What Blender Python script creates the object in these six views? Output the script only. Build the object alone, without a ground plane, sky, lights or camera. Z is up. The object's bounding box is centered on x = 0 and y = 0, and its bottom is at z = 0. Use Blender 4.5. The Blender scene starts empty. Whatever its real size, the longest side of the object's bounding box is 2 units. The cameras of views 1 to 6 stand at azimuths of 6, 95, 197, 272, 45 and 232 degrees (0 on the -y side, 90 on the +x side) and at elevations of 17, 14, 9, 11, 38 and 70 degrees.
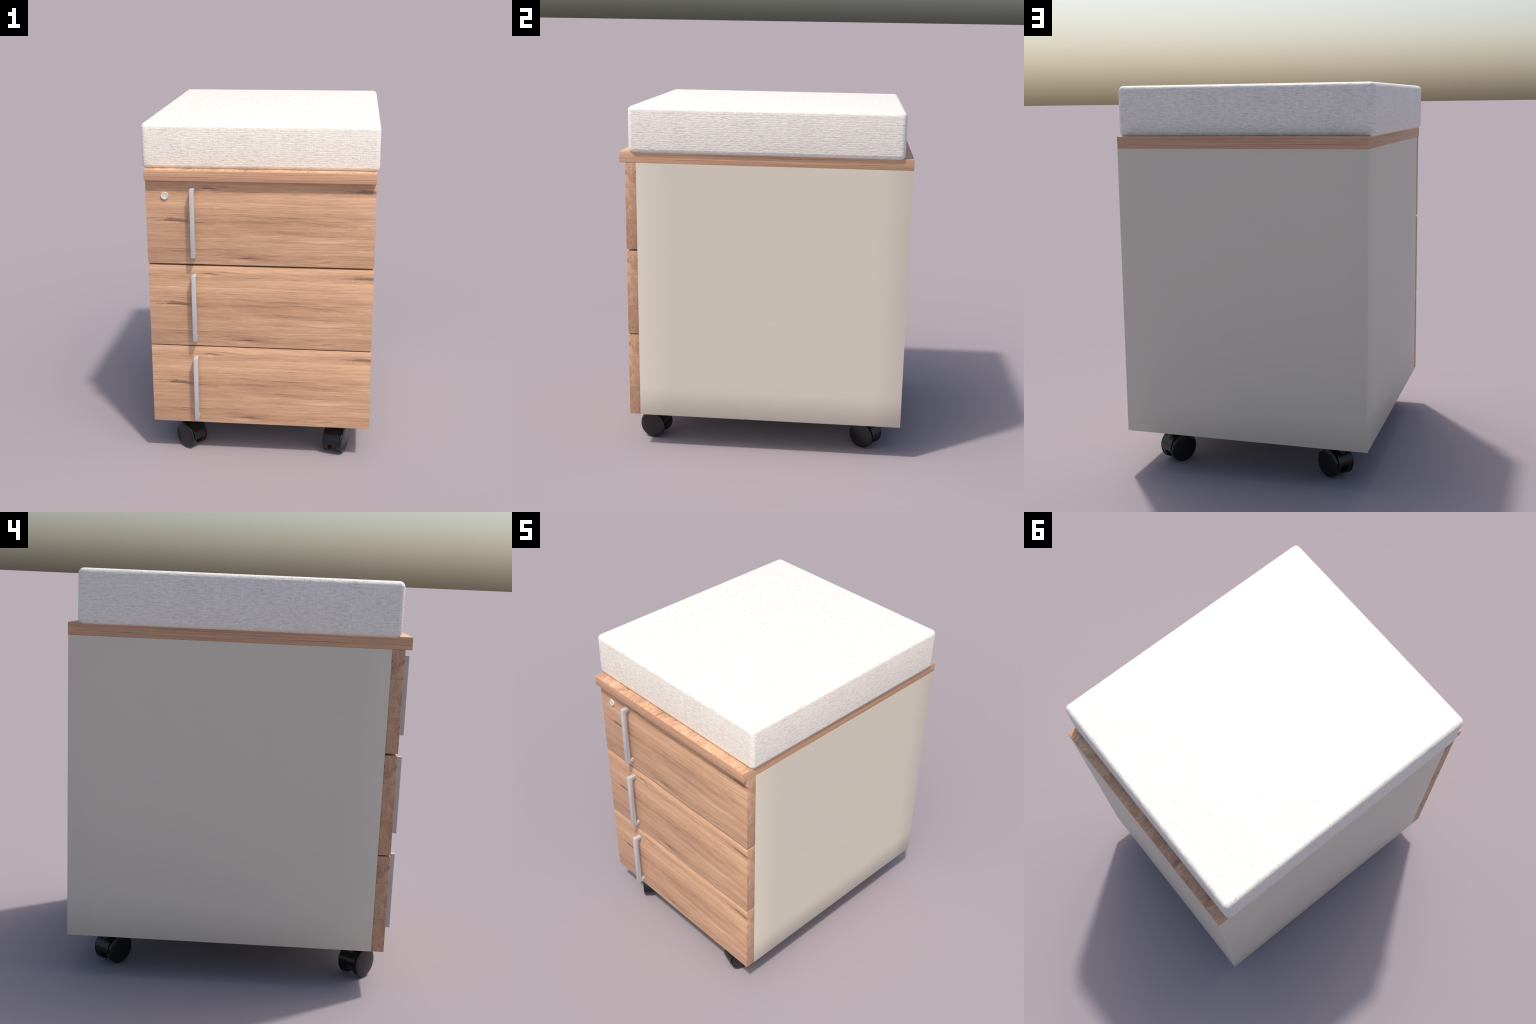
import bpy, bmesh, math
from mathutils import Vector, Matrix

# ------------------------------------------------------------------ sizes (metres)
X0, X1 = -0.6384, 0.6446            # width of board / drawers
CX = (X0 + X1) / 2
BOARD = dict(y0=-0.7922, y1=0.8125, z0=1.6894, z1=1.7490)
BODY = dict(x0=-0.6386, x1=0.6455, y0=-0.6997, y1=0.8104, z0=0.2077, z1=1.6894)
FRONT_Y = -0.7614                    # outer face of the drawer fronts
DRAWER_H = 0.4878
DRAWER_Z = [1.2012, 0.7025, 0.2077]  # lower edges, top drawer first
HANDLE = dict(x0=-0.3824, x1=-0.3582, y=-0.8125, bar=0.0240, length=0.3963,
              z=[1.2508, 0.7461, 0.2418])
LOCK = (-0.5305, 1.5984)
CUSHION = dict(x0=-0.6600, x1=0.6600, y0=-0.7397, y1=0.7650, z0=1.7435, z1=2.0000, r=0.0274)
# caster: stem-side trail, wheel-pair centre and axle direction in degrees
CASTERS = [(-0.4320, -0.6470, 50.5), (0.4480, -0.6450, -16.0),
           (0.4435, 0.6195, -33.5), (-0.4340, 0.6170, 53.5)]
STEM_SIDE = [1, 1, 1, 1]
WHEEL_R = 0.0785


# ------------------------------------------------------------------ node helper
class Nodes:
    def __init__(self, name):
        self.mat = bpy.data.materials.new(name)
        self.mat.use_nodes = True
        self.nt = self.mat.node_tree
        self.nt.nodes.clear()
        self.out = self.nt.nodes.new('ShaderNodeOutputMaterial')
        self.bsdf = self.nt.nodes.new('ShaderNodeBsdfPrincipled')
        self.nt.links.new(self.bsdf.outputs[0], self.out.inputs[0])

    def put(self, sock, val):
        if isinstance(val, bpy.types.NodeSocket):
            self.nt.links.new(val, sock)
        else:
            sock.default_value = val

    def m(self, op, a, b=0.0, c=0.0, clamp=False):
        n = self.nt.nodes.new('ShaderNodeMath')
        n.operation = op
        n.use_clamp = clamp
        for i, v in enumerate((a, b, c)):
            self.put(n.inputs[i], v)
        return n.outputs[0]

    def add(self, *v):
        r = v[0]
        for k in v[1:]:
            r = self.m('ADD', r, k)
        return r

    def mul(self, *v):
        r = v[0]
        for k in v[1:]:
            r = self.m('MULTIPLY', r, k)
        return r

    def sub(self, a, b):
        return self.m('SUBTRACT', a, b)

    def coords(self):
        tc = self.nt.nodes.new('ShaderNodeTexCoord')
        s = self.nt.nodes.new('ShaderNodeSeparateXYZ')
        self.nt.links.new(tc.outputs['Object'], s.inputs[0])
        return s.outputs[0], s.outputs[1], s.outputs[2]

    def vec(self, x, y, z=0.0):
        n = self.nt.nodes.new('ShaderNodeCombineXYZ')
        for i, v in enumerate((x, y, z)):
            self.put(n.inputs[i], v)
        return n.outputs[0]

    def noise(self, x, y, z=0.0, detail=3.0, rough=0.5, distort=0.0):
        n = self.nt.nodes.new('ShaderNodeTexNoise')
        n.inputs['Scale'].default_value = 1.0
        n.inputs['Detail'].default_value = detail
        n.inputs['Roughness'].default_value = rough
        n.inputs['Distortion'].default_value = distort
        self.nt.links.new(self.vec(x, y, z), n.inputs['Vector'])
        return n.outputs[0]

    def gauss(self, d2):
        return self.m('POWER', 2.71828, self.mul(d2, -1.0))

    def ramp(self, fac, stops):
        n = self.nt.nodes.new('ShaderNodeValToRGB')
        el = n.color_ramp.elements
        while len(el) < len(stops):
            el.new(0.5)
        for e, (p, c) in zip(el, stops):
            e.position = p
            e.color = (*c, 1.0)
        self.put(n.inputs[0], fac)
        return n.outputs[0]

    def smooth(self, x, lo, hi):
        n = self.nt.nodes.new('ShaderNodeMapRange')
        n.interpolation_type = 'SMOOTHSTEP'
        self.put(n.inputs[0], x)
        n.inputs[1].default_value = lo
        n.inputs[2].default_value = hi
        return n.outputs[0]

    def mix(self, fac, a, b, mode='MIX'):
        n = self.nt.nodes.new('ShaderNodeMix')
        n.data_type = 'RGBA'
        n.blend_type = mode
        self.put(n.inputs[0], fac)
        for i, v in ((6, a), (7, b)):
            if not isinstance(v, bpy.types.NodeSocket) and len(v) == 3:
                v = (*v, 1.0)
            self.put(n.inputs[i], v)
        return n.outputs[2]

    def bump(self, h, strength, dist):
        n = self.nt.nodes.new('ShaderNodeBump')
        n.inputs['Strength'].default_value = strength
        n.inputs['Distance'].default_value = dist
        self.put(n.inputs['Height'], h)
        self.nt.links.new(n.outputs[0], self.bsdf.inputs['Normal'])

    def finish(self, color, rough=0.5, spec=0.5, metallic=0.0):
        self.put(self.bsdf.inputs['Base Color'], color if isinstance(color, bpy.types.NodeSocket) else (*color, 1.0))
        self.put(self.bsdf.inputs['Roughness'], rough)
        self.bsdf.inputs['Specular IOR Level'].default_value = spec
        self.bsdf.inputs['Metallic'].default_value = metallic
        return self.mat


# wood palette
W_DARK = (0.205, 0.125, 0.082)
W_BROWN = (0.430, 0.240, 0.146)
W_MID = (0.545, 0.318, 0.192)
W_LIGHT = (0.640, 0.395, 0.245)
W_PALE = (0.730, 0.480, 0.315)
W_STOPS = [(0.0, W_DARK), (0.22, W_BROWN), (0.5, W_MID), (0.76, W_LIGHT), (1.0, W_PALE)]


def wood_front():
    """Walnut-tan veneer with the grain across the drawer; knots and cracks at set places.
    Object origin is the middle of the drawer front."""
    N = Nodes('wood_veneer_grain')
    x, y, z = N.coords()
    # knots: x, z, half length, half height, swirl, darkness
    knots = [(-0.515, 0.008, 0.060, 0.013, 0.90, 0.62),
             (-0.305, 0.192, 0.048, 0.014, 0.90, 0.75),
             (-0.105, -0.210, 0.080, 0.019, 0.95, 0.60),
             (0.560, 0.186, 0.075, 0.012, 0.80, 0.45),
             (0.440, -0.012, 0.120, 0.012, 0.70, 0.25),
             (0.385, -0.217, 0.040, 0.012, 0.80, 0.42),
             (-0.195, 0.030, 0.018, 0.007, 0.60, 0.42),
             (-0.500, -0.172, 0.060, 0.010, 0.60, 0.22),
             (0.180, 0.196, 0.030, 0.009, 0.60, 0.25)]
    wob = N.mul(N.sub(N.noise(N.mul(x, 2.6), N.mul(z, 7.0), 3.1, 2.0), 0.5), 0.034)
    zz = N.add(z, wob)
    # ragged field that keeps the knots from being clean ellipses
    jx = N.mul(N.sub(N.noise(N.mul(x, 14.0), N.mul(z, 40.0), 17.0, 2.0), 0.5), 0.085)
    jz = N.mul(N.sub(N.noise(N.mul(x, 18.0), N.mul(z, 60.0), 19.0, 2.0), 0.5), 0.024)
    warp = zz
    dark = None
    pale = None
    rings = None
    for kx, kz, a, b, s, d in knots:
        dx = N.add(N.sub(x, kx), jx)
        dz = N.add(N.sub(z, kz), jz)
        ex = N.mul(dx, 1.0 / a)
        ez = N.mul(dz, 1.0 / b)
        e2 = N.add(N.mul(ex, ex), N.mul(ez, ez))
        g_wide = N.gauss(N.mul(e2, 0.35))
        warp = N.sub(warp, N.mul(dz, g_wide, s))
        g = N.gauss(e2)
        # crescent: darkest along one rim, a pale heart just below it
        oz = N.sub(ez, 0.45)
        ox = N.sub(ex, 0.25)
        rim = N.mul(N.gauss(N.add(N.mul(ox, ox), N.mul(oz, oz, 3.0))), d)
        dark = rim if dark is None else N.add(dark, rim)
        lz = N.add(ez, 0.45)
        heart = N.mul(N.gauss(N.add(N.mul(ex, ex, 1.5), N.mul(lz, lz, 3.0))), d * 0.55)
        pale = heart if pale is None else N.add(pale, heart)
        r = N.m('SINE', N.mul(N.m('SQRT', N.add(e2, 0.02)), 13.0))
        r = N.mul(r, N.gauss(N.mul(e2, 0.6)), 0.075)
        rings = r if rings is None else N.add(rings, r)
    # streak layers, broad to fine
    broad = N.noise(N.mul(x, 0.9), N.mul(warp, 15.0), 1.7, 2.0, 0.5)
    patch = N.noise(N.mul(x, 3.4), N.mul(warp, 22.0), 41.0, 2.0, 0.5, 0.4)
    mid = N.noise(N.mul(x, 1.9), N.mul(warp, 55.0), 5.2, 3.0, 0.55, 0.25)
    fine = N.noise(N.mul(x, 4.0), N.mul(warp, 165.0), 8.8, 4.0, 0.65, 0.1)
    fibre = N.noise(N.mul(x, 18.0), N.mul(z, 330.0), 2.4, 2.0, 0.6)
    v = N.add(0.52, N.mul(N.sub(broad, 0.5), 0.80), N.mul(N.sub(patch, 0.5), 0.25), N.mul(N.sub(mid, 0.5), 0.55),
              N.mul(N.sub(fine, 0.5), 0.95), N.mul(N.sub(fibre, 0.5), 0.62))
    v = N.add(v, rings, pale)
    v = N.sub(v, N.mul(dark, N.add(0.15, N.mul(fine, 1.15))))
    # sparse thin pore lines
    pore = N.smooth(N.noise(N.mul(x, 3.2), N.mul(warp, 210.0), 33.0, 2.0, 0.5), 0.62, 0.72)
    v = N.sub(v, N.mul(pore, 0.20))
    line = N.noise(N.mul(x, 1.3), N.mul(warp, 135.0), 52.0, 3.0, 0.6)
    v = N.add(v, N.mul(N.smooth(line, 0.58, 0.66), 0.17))
    v = N.sub(v, N.mul(N.sub(1.0, N.smooth(line, 0.33, 0.41)), 0.22))
    # bands fixed in height: z, half height, lightening, x from, x to
    for bz, bw, amp, c0, c1 in [(0.188, 0.026, -0.17, -0.9, 0.9), (0.192, 0.007, 0.20, -0.66, -0.42),
                                (-0.140, 0.016, 0.20, -0.9, -0.2), (-0.095, 0.012, 0.16, 0.15, 0.9),
                                (-0.150, 0.018, 0.10, 0.0, 0.9), (0.235, 0.014, 0.08, -0.9, 0.9),
                                (-0.236, 0.012, 0.12, -0.9, 0.9), (0.012, 0.026, -0.12, -0.9, 0.35),
                                (-0.020, 0.030, -0.08, -0.2, 0.5), (0.112, 0.005, 0.16, -0.9, 0.30),
                                (-0.180, 0.010, -0.12, -0.1, 0.9), (-0.075, 0.012, 0.07, -0.2, 0.9)]:
        q = N.mul(N.sub(zz, bz), 1.0 / bw)
        win = N.mul(N.smooth(x, c0, c0 + 0.22), N.sub(1.0, N.smooth(x, c1 - 0.22, c1)))
        v = N.add(v, N.mul(N.gauss(N.mul(q, q)), win, amp * 1.15))
    # thin dark cracks: x from, x to, z at the middle, slope, half width, strength
    cracks = [(0.10, 0.46, 0.012, -0.060, 0.0024, 0.26), (0.02, 0.70, -0.108, -0.015, 0.0022, 0.34),
              (-0.05, 0.36, -0.214, 0.010, 0.0022, 0.36), (-0.36, -0.24, 0.085, 0.0, 0.0018, 0.30),
              (-0.64, -0.40, 0.010, 0.0, 0.0026, 0.35), (-0.48, -0.28, 0.004, -0.02, 0.0024, 0.35),
              (0.25, 0.62, 0.170, 0.030, 0.0024, 0.30), (-0.64, 0.10, 0.180, 0.0, 0.0030, 0.18),
              (0.42, 0.64, 0.055, 0.0, 0.0022, 0.20), (-0.20, 0.06, -0.205, 0.02, 0.0020, 0.22)]
    cw = N.mul(N.sub(N.noise(N.mul(x, 7.0), N.mul(z, 3.0), 9.0, 2.0), 0.5), 0.030)
    crack_sum = None
    for a, b, cz, sl, w, s in cracks:
        q = N.sub(N.add(z, cw), N.add(cz, N.mul(N.sub(x, (a + b) / 2), sl)))
        q = N.mul(q, 1.0 / w)
        e = (b - a) * 0.35
        win = N.mul(N.smooth(x, a, a + e), N.sub(1.0, N.smooth(x, b - e, b)))
        c = N.mul(N.gauss(N.mul(q, q)), win, s)
        crack_sum = c if crack_sum is None else N.add(crack_sum, c)
    v = N.sub(v, crack_sum)
    col = N.ramp(v, W_STOPS)
    # slight greyish streaks
    grey = N.smooth(N.noise(N.mul(x, 2.5), N.mul(warp, 80.0), 14.0, 2.0), 0.60, 0.74)
    col = N.mix(N.mul(grey, 0.35), col, (0.40, 0.275, 0.19))
    N.bump(fine, 0.05, 0.002)
    return N.finish(col, 0.50, 0.30)


def wood_end():
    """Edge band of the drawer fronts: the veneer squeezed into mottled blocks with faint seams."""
    N = Nodes('wood_edge_band')
    x, y, z = N.coords()
    t = N.add(z, 0.244)
    # three blocks with seams at 0.17 and 0.36 from the lower edge
    k = N.add(N.m('GREATER_THAN', t, 0.168), N.m('GREATER_THAN', t, 0.352))
    blot = N.noise(N.mul(y, 18.0), N.mul(z, 16.0), N.mul(k, 3.7), 3.0, 0.55, 0.6)
    streak = N.noise(N.mul(y, 95.0), N.mul(z, 26.0), N.add(4.0, N.mul(k, 2.0)), 3.0, 0.6, 0.8)
    fine = N.noise(N.mul(y, 260.0), N.mul(z, 130.0), 7.0, 2.0, 0.6)
    v = N.add(0.42, N.mul(N.sub(blot, 0.5), 1.25), N.mul(N.sub(streak, 0.5), 0.75), N.mul(N.sub(fine, 0.5), 0.30))
    # small dark strokes gathered near the foot, middle and top of each drawer
    stroke = N.smooth(N.noise(N.mul(y, 70.0), N.mul(z, 42.0), 30.0, 2.0, 0.5, 1.2), 0.56, 0.66)
    for mz in (0.055, 0.225, 0.430):
        q = N.mul(N.sub(t, mz), 36.0)
        v = N.sub(v, N.mul(N.gauss(N.mul(q, q)), stroke, 0.45))
    for sz in (0.168, 0.352):
        q = N.mul(N.sub(t, sz), 520.0)
        v = N.sub(v, N.mul(N.gauss(N.mul(q, q)), 0.22))
    col = N.ramp(v, W_STOPS)
    N.bump(streak, 0.05, 0.002)
    return N.finish(col, 0.5, 0.3)


def wood_board(face):
    """Top board: 'top' has blotchy cross figure, 'edge_x' / 'edge_y' straight grain along the edge."""
    N = Nodes('wood_board_' + face)
    x, y, z = N.coords()
    if face == 'top':
        w = N.mul(N.sub(N.noise(N.mul(x, 6.0), N.mul(y, 6.0), 1.0, 2.0), 0.5), 0.16)
        a = N.add(x, w)
        broad = N.noise(N.mul(a, 9.0), N.mul(y, 5.0), 2.0, 3.0, 0.55, 1.1)
        mid = N.noise(N.mul(a, 46.0), N.mul(y, 11.0), 5.0, 4.0, 0.6, 1.3)
        fine = N.noise(N.mul(a, 150.0), N.mul(y, 60.0), 8.0, 2.0, 0.6, 0.5)
        v = N.add(0.46, N.mul(N.sub(broad, 0.5), 1.35), N.mul(N.sub(mid, 0.5), 1.5), N.mul(N.sub(fine, 0.5), 0.30))
        bumped = mid
    else:
        a, b = (x, z) if face == 'edge_x' else (y, z)
        w = N.mul(N.sub(N.noise(N.mul(a, 3.0), 0.0, 1.0, 2.0), 0.5), 0.012)
        b = N.add(b, w)
        broad = N.noise(N.mul(a, 0.8), N.mul(b, 34.0), 2.0, 2.0)
        mid = N.noise(N.mul(a, 1.6), N.mul(b, 150.0), 5.0, 3.0, 0.6, 0.1)
        fine = N.noise(N.mul(a, 14.0), N.mul(b, 380.0), 8.0, 2.0)
        v = N.add(0.46, N.mul(N.sub(broad, 0.5), 0.75), N.mul(N.sub(mid, 0.5), 1.15), N.mul(N.sub(fine, 0.5), 0.50))
        q = N.mul(N.sub(b, -0.008), 560.0)
        v = N.sub(v, N.mul(N.gauss(N.mul(q, q)), N.smooth(N.noise(N.mul(a, 1.4), 0.0, 6.0, 1.0), 0.42, 0.6), 0.42))
        bumped = fine
    N.bump(bumped, 0.05, 0.002)
    return N.finish(N.ramp(v, W_STOPS), 0.48, 0.30)


def fabric_mat():
    """Coarse off-white woven linen: long slubs along the rows, faint columns."""
    N = Nodes('woven_linen')
    x, y, z = N.coords()
    geo = N.nt.nodes.new('ShaderNodeNewGeometry')
    sp = N.nt.nodes.new('ShaderNodeSeparateXYZ')
    N.nt.links.new(geo.outputs['True Normal'], sp.inputs[0])
    up = N.smooth(N.m('ABSOLUTE', sp.outputs[2]), 0.6, 0.8)
    sx = N.smooth(N.m('ABSOLUTE', sp.outputs[0]), 0.6, 0.8)
    # thread direction u, across v
    u = N.add(N.mul(x, N.sub(1.0, sx)), N.mul(y, sx))
    v = N.add(N.mul(z, N.sub(1.0, up)), N.mul(y, up))
    wob = N.mul(N.sub(N.noise(N.mul(u, 22.0), N.mul(v, 40.0), 1.0, 2.0), 0.5), 0.009)
    vw = N.add(v, wob)
    rows = N.m('SINE', N.mul(vw, 2 * math.pi / 0.0118))
    cols = N.m('SINE', N.mul(u, 2 * math.pi / 0.0150))
    slub = N.noise(N.mul(u, 34.0), N.mul(vw, 98.0), 3.0, 2.0, 0.55)
    slub2 = N.noise(N.mul(u, 58.0), N.mul(vw, 105.0), 6.0, 2.0, 0.55)
    blot = N.noise(N.mul(u, 7.0), N.mul(v, 10.0), 9.0, 2.0)
    tint = N.noise(N.mul(u, 16.0), N.mul(v, 22.0), 12.0, 2.0)
    h = N.add(N.mul(slub, 0.8), N.mul(slub2, 0.7), N.mul(rows, 0.06), N.mul(cols, 0.03))
    t = N.add(N.mul(N.sub(slub, 0.5), 1.0), N.mul(N.sub(slub2, 0.5), 0.8), N.mul(rows, 0.06), N.mul(cols, 0.03),
              N.mul(N.sub(blot, 0.5), 0.30), 0.62)
    col = N.ramp(t, [(0.0, (0.46, 0.425, 0.37)), (0.35, (0.66, 0.62, 0.55)), (0.62, (0.785, 0.742, 0.665)),
                     (1.0, (0.92, 0.875, 0.80))])
    # sparse darker flecks along the rows
    fleck = N.smooth(N.noise(N.mul(u, 42.0), N.mul(vw, 140.0), 21.0, 1.0), 0.58, 0.74)
    col = N.mix(N.mul(fleck, 0.66), col, (0.555, 0.505, 0.45))
    thread = N.smooth(N.noise(N.mul(u, 16.0), N.mul(vw, 85.0), 27.0, 2.0), 0.58, 0.70)
    col = N.mix(N.mul(thread, 0.50), col, (0.575, 0.52, 0.455))
    # faint pink and green yarn tints
    col = N.mix(0.22, col, N.ramp(tint, [(0.38, (0.80, 0.775, 0.685)), (0.62, (0.815, 0.745, 0.685))]), 'MIX')
    N.bump(h, 0.32, 0.006)
    return N.finish(col, 0.55, 0.5)


def plain(name, col, rough, spec=0.5, metallic=0.0, grain=0.0, scale=60.0):
    N = Nodes(name)
    x, y, z = N.coords()
    n = N.noise(N.mul(x, scale), N.mul(y, scale), N.mul(z, scale), 3.0)
    lo = tuple(c * (1 - grain) for c in col)
    hi = tuple(min(1.0, c * (1 + grain)) for c in col)
    return N.finish(N.mix(n, lo, hi), rough, spec, metallic)


M_FRONT, M_END = wood_front(), wood_end()
M_TOP, M_EX, M_EY = wood_board('top'), wood_board('edge_x'), wood_board('edge_y')
M_FABRIC = fabric_mat()
M_BODY = plain('warm_grey_laminate', (0.640, 0.585, 0.480), 0.50, 0.40, grain=0.012, scale=9.0)
M_HANDLE = plain('satin_aluminium_paint', (0.455, 0.450, 0.465), 0.45, 0.5, grain=0.01)
M_LOCK = plain('pale_nickel', (0.62, 0.595, 0.535), 0.45, 0.5, grain=0.01)
M_BLACK = plain('black_plastic', (0.0050, 0.0050, 0.0055), 0.22, 0.5, grain=0.05)
M_TREAD = plain('black_wheel_plastic', (0.0105, 0.0100, 0.0100), 0.26, 0.5, grain=0.05)
M_STEEL = plain('dark_steel_stem', (0.05, 0.048, 0.05), 0.35, 0.5, metallic=0.6)

# ------------------------------------------------------------------ geometry helpers
root = bpy.data.objects.new('drawer_pedestal', None)
bpy.context.scene.collection.objects.link(root)
root['label'] = 'three-drawer wooden rolling pedestal with white seat cushion'
root['category'] = 'filing cabinet'


def obj(name, mesh, parent=root, loc=(0, 0, 0)):
    o = bpy.data.objects.new(name, mesh)
    bpy.context.scene.collection.objects.link(o)
    o.parent = parent
    o.location = loc
    return o


def mesh_from(bm, name, mats, smooth_angle=None):
    me = bpy.data.meshes.new(name)
    bmesh.ops.recalc_face_normals(bm, faces=bm.faces)
    if smooth_angle is not None:
        for f in bm.faces:
            f.smooth = True
        for e in bm.edges:
            if len(e.link_faces) == 2 and e.calc_face_angle(0) > math.radians(smooth_angle):
                e.smooth = False
    bm.to_mesh(me)
    bm.free()
    for m in mats:
        me.materials.append(m)
    return me


def add_box(bm, a, b):
    r = bmesh.ops.create_cube(bm, size=1.0)
    c = (Vector(a) + Vector(b)) / 2
    s = Vector(b) - Vector(a)
    for v in r['verts']:
        v.co = Vector((v.co.x * s.x, v.co.y * s.y, v.co.z * s.z)) + c
    return r['verts']


def bevel_all(bm, w, seg=2):
    bmesh.ops.bevel(bm, geom=list(bm.edges), offset=w, segments=seg, profile=0.5, affect='EDGES', clamp_overlap=True)


def lathe(profile, n=48, axis='Y', close=False):
    """Revolve (radius, height) points round an axis; returns bmesh."""
    bm = bmesh.new()
    rings = []
    for r, h in profile:
        if r < 1e-6:
            rings.append([bm.verts.new((0, 0, h))])
        else:
            rings.append([bm.verts.new((r * math.cos(2 * math.pi * i / n), r * math.sin(2 * math.pi * i / n), h))
                          for i in range(n)])
    for a, b in zip(rings, rings[1:] + (rings[:1] if close else [])):
        for i in range(n):
            j = (i + 1) % n
            if len(a) == 1 and len(b) == 1:
                continue
            if len(a) == 1:
                bm.faces.new((a[0], b[j], b[i]))
            elif len(b) == 1:
                bm.faces.new((a[i], a[j], b[0]))
            else:
                bm.faces.new((a[i], a[j], b[j], b[i]))
    if axis == 'X':
        bmesh.ops.rotate(bm, verts=bm.verts, cent=(0, 0, 0), matrix=Matrix.Rotation(math.pi / 2, 3, 'Y'))
    elif axis == 'Y':
        bmesh.ops.rotate(bm, verts=bm.verts, cent=(0, 0, 0), matrix=Matrix.Rotation(math.pi / 2, 3, 'X'))
    return bm


# ------------------------------------------------------------------ cabinet body
def soft_edged_box(lo, hi, name, mat, n=36, soft=0.17, tilt=18.0):
    """Sharp box whose shading normals lean outwards near the upright and lower edges,
    like a panel with softly rolled borders."""
    lo, hi = Vector(lo), Vector(hi)
    bm = bmesh.new()
    for ax in range(3):
        u, v = (ax + 1) % 3, (ax + 2) % 3
        for side in (lo, hi):
            grid = []
            for i in range(n + 1):
                row = []
                for j in range(n + 1):
                    p = Vector((0, 0, 0))
                    p[ax] = side[ax]
                    p[u] = lo[u] + (hi[u] - lo[u]) * i / n
                    p[v] = lo[v] + (hi[v] - lo[v]) * j / n
                    row.append(bm.verts.new(p))
                grid.append(row)
            for i in range(n):
                for j in range(n):
                    q = [grid[i][j], grid[i + 1][j], grid[i + 1][j + 1], grid[i][j + 1]]
                    bm.faces.new(q if side is hi else q[::-1])
    me = bpy.data.meshes.new(name)
    bm.to_mesh(me)
    bm.free()
    me.materials.append(mat)
    k = math.tan(math.radians(tilt))
    normals = []
    for poly in me.polygons:
        poly.use_smooth = True
        ax = max(range(3), key=lambda a: abs(poly.normal[a]))
        for vi in poly.vertices:
            co = me.vertices[vi].co
            nv = Vector(poly.normal)
            if ax != 2:
                for a in range(3):
                    if a == ax:
                        continue
                    ka = k if a == 2 else 0.72 * k
                    nv[a] -= ka * max(0.0, 1 - (co[a] - lo[a]) / soft)
                    if a != 2:
                        nv[a] += ka * max(0.0, 1 - (hi[a] - co[a]) / soft)
            normals.append(nv.normalized())
    me.normals_split_custom_set(normals)
    return me


obj('cabinet_body', soft_edged_box((BODY['x0'], BODY['y0'], BODY['z0']), (BODY['x1'], BODY['y1'], BODY['z1']),
                                   'cabinet_body', M_BODY))

# ------------------------------------------------------------------ top board
c = Vector((CX, (BOARD['y0'] + BOARD['y1']) / 2, (BOARD['z0'] + BOARD['z1']) / 2))
h = Vector(((X1 - X0) / 2, (BOARD['y1'] - BOARD['y0']) / 2, (BOARD['z1'] - BOARD['z0']) / 2))
bm = bmesh.new()
add_box(bm, -h, h)
bevel_all(bm, 0.0018, 2)
for f in bm.faces:
    n = f.normal
    f.material_index = 0 if abs(n.z) > 0.8 else (2 if abs(n.x) > abs(n.y) else 1)
obj('top_board', mesh_from(bm, 'top_board', [M_TOP, M_EX, M_EY], 40), loc=c)

# ------------------------------------------------------------------ drawers
hw, ht, hh = (X1 - X0) / 2, (BODY['y0'] - FRONT_Y) / 2, DRAWER_H / 2
bm = bmesh.new()
add_box(bm, (-hw, -ht, -hh), (hw, ht - 0.0004, hh))
bevel_all(bm, 0.0022, 2)
for f in bm.faces:
    f.material_index = 1 if abs(f.normal.x) > 0.8 else 0
front_mesh = mesh_from(bm, 'drawer_front', [M_FRONT, M_END], 40)

# handle: square bar on two square feet, modelled round its own middle
L, b = HANDLE['length'], HANDLE['bar']
depth = FRONT_Y - HANDLE['y']
wd = (HANDLE['x1'] - HANDLE['x0']) / 2
prof = [(0, 0), (depth + 0.001, 0), (depth + 0.001, b), (b, b), (b, L - b), (depth + 0.001, L - b), (depth + 0.001, L), (0, L)]
bm = bmesh.new()
va = [bm.verts.new((-wd, y, z)) for y, z in prof]
vb = [bm.verts.new((wd, y, z)) for y, z in prof]
bm.faces.new(va)
bm.faces.new(vb[::-1])
for i in range(len(prof)):
    j = (i + 1) % len(prof)
    bm.faces.new((va[i], vb[i], vb[j], va[j]))
bmesh.ops.recalc_face_normals(bm, faces=bm.faces)
bevel_all(bm, 0.0012, 2)
handle_mesh = mesh_from(bm, 'handle', [M_HANDLE], 40)

for i, z in enumerate(DRAWER_Z):
    mid = Vector((CX, (FRONT_Y + BODY['y0']) / 2, z + hh))
    d = obj('drawer_front', front_mesh, loc=mid)
    hx = (HANDLE['x0'] + HANDLE['x1']) / 2
    obj('handle', handle_mesh, d, Vector((hx, HANDLE['y'], HANDLE['z'][i])) - mid)
    if i == 0:
        # lock: raised ring with a sunken face
        R = 0.0215
        p = [(R, 0.003), (R, -0.0052), (R - 0.0007, -0.0066), (R - 0.0020, -0.0073), (R - 0.0036, -0.0072),
             (R - 0.0052, -0.0062), (R - 0.0062, -0.0058), (0.006, -0.0057), (0, -0.0057)]
        bm = lathe([(r, -q) for r, q in p], 48, 'Y')
        obj('lock', mesh_from(bm, 'lock', [M_LOCK], 50), d, Vector((LOCK[0], FRONT_Y, LOCK[1])) - mid)

# ------------------------------------------------------------------ cushion
C = CUSHION
bm = bmesh.new()
add_box(bm, (C['x0'], C['y0'], C['z0']), (C['x1'], C['y1'], C['z1']))
bevel_all(bm, C['r'], 6)
me = mesh_from(bm, 'cushion', [M_FABRIC], 60)
mid = Vector(((C['x0'] + C['x1']) / 2, (C['y0'] + C['y1']) / 2, (C['z0'] + C['z1']) / 2))
me.transform(Matrix.Translation(-mid))
obj('cushion', me, loc=mid)

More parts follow.
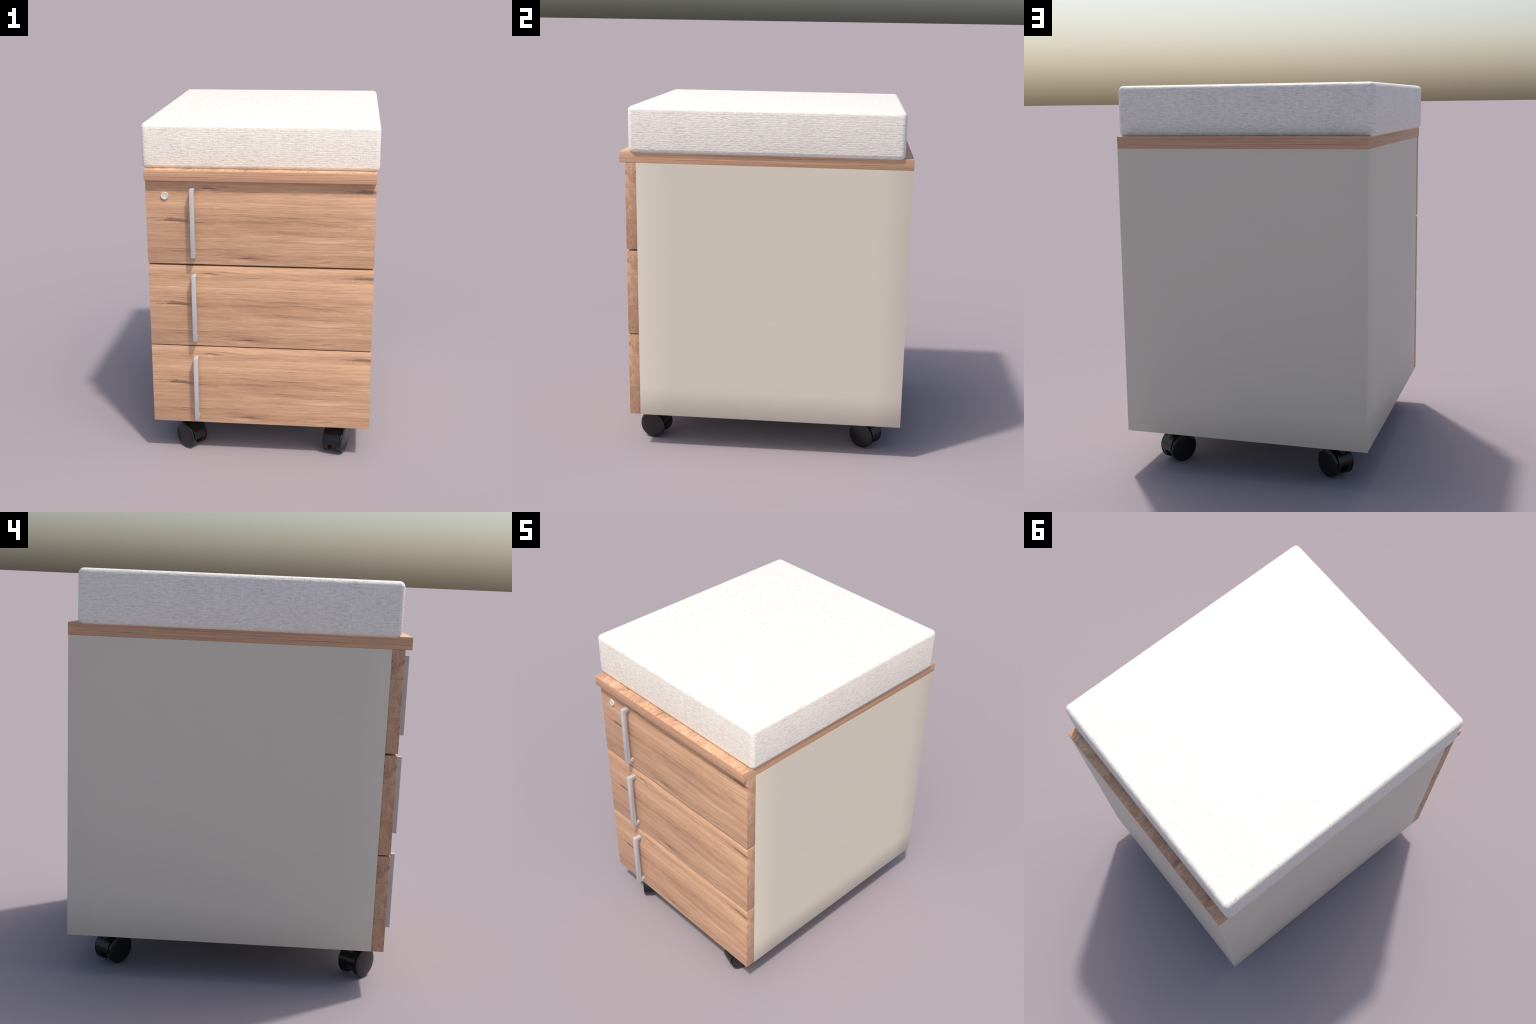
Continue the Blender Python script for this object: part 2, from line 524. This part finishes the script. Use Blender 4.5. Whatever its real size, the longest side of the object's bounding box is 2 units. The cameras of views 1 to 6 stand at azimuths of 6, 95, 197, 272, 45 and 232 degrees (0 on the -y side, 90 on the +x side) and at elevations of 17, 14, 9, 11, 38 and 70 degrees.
# ------------------------------------------------------------------ casters (axle along local x, stem towards local +y)
HOOD_R = WHEEL_R + 0.0042
GAP_W, HOOD_W, DISC_IN, DISC_OUT, DOME = 0.0260, 0.0460, 0.0486, 0.0590, 0.0660
STEM_TRAIL, STEM_R = 0.044, 0.0205


def wheel_mesh():
    R = WHEEL_R
    p = [(0.0, GAP_W), (R - 0.006, GAP_W), (R - 0.004, GAP_W + 0.001), (R - 0.0035, HOOD_W), (R - 0.0035, DISC_IN),
         (R - 0.001, DISC_IN + 0.0005), (R, DISC_IN + 0.002), (R, DISC_OUT - 0.007),
         (R - 0.0012, DISC_OUT - 0.0034), (R - 0.0040, DISC_OUT - 0.0002), (R - 0.0090, DISC_OUT + 0.0018),
         (R - 0.0180, DISC_OUT + 0.0034), (R * 0.60, DISC_OUT + 0.0050),
         (R * 0.35, DOME - 0.0008), (R * 0.15, DOME), (0.0, DOME)]
    return mesh_from(lathe(p, 64, 'X'), 'wheel', [M_TREAD], 40)


def hood_mesh():
    """Upper half shell over both wheels, closed at the ends by thin cheeks, with the stem socket."""
    bm = bmesh.new()
    n, a0, a1 = 40, math.radians(-6), math.radians(186)
    inner = HOOD_R - 0.0055
    sect = [(-HOOD_W, inner), (-HOOD_W, HOOD_R - 0.001), (-HOOD_W + 0.001, HOOD_R),
            (HOOD_W - 0.001, HOOD_R), (HOOD_W, HOOD_R - 0.001), (HOOD_W, inner)]
    loops = []
    for i in range(n + 1):
        t = a0 + (a1 - a0) * i / n
        loops.append([bm.verts.new((w, r * math.cos(t), r * math.sin(t))) for w, r in sect])
    for A, B in zip(loops, loops[1:]):
        for k in range(len(sect)):
            l = (k + 1) % len(sect)
            bm.faces.new((A[k], A[l], B[l], B[k]))
    bm.faces.new(loops[0])
    bm.faces.new(loops[-1][::-1])
    # web between the wheels
    w = GAP_W - 0.0035
    ring = []
    for s in (-w, w):
        ring.append([bm.verts.new((s, inner * math.cos(a0 + (a1 - a0) * i / n), inner * math.sin(a0 + (a1 - a0) * i / n)))
                     for i in range(n + 1)])
    bm.faces.new(ring[0])
    bm.faces.new(ring[1][::-1])
    for i in range(n):
        bm.faces.new((ring[0][i], ring[1][i], ring[1][i + 1], ring[0][i + 1]))
    bm.faces.new((ring[0][0], ring[0][-1], ring[1][-1], ring[1][0]))
    return mesh_from(bm, 'caster_hood', [M_BLACK], 40)


def stem_mesh():
    top = BODY['z0'] - WHEEL_R
    p = [(0, 0.034), (STEM_R - 0.002, 0.034), (STEM_R, 0.036), (STEM_R, top - 0.012), (STEM_R + 0.010, top - 0.010),
         (STEM_R + 0.010, top + 0.001), (0, top + 0.001)]
    return mesh_from(lathe(p, 32, 'Z'), 'caster_stem', [M_STEEL], 40)


WM, HM, SM = wheel_mesh(), hood_mesh(), stem_mesh()
for (cx, cy, ang), side in zip(CASTERS, STEM_SIDE):
    e = bpy.data.objects.new('caster', None)
    bpy.context.scene.collection.objects.link(e)
    e.parent = root
    e.location = (cx, cy, WHEEL_R)
    e.rotation_euler = (0, 0, math.radians(ang) + (0 if side > 0 else math.pi))
    obj('caster_hood', HM, e)
    for s in (1, -1):
        w = obj('wheel', WM, e)
        w.rotation_euler = (0, 0, 0 if s > 0 else math.pi)
    obj('caster_stem', SM, e, (0, STEM_TRAIL, 0))
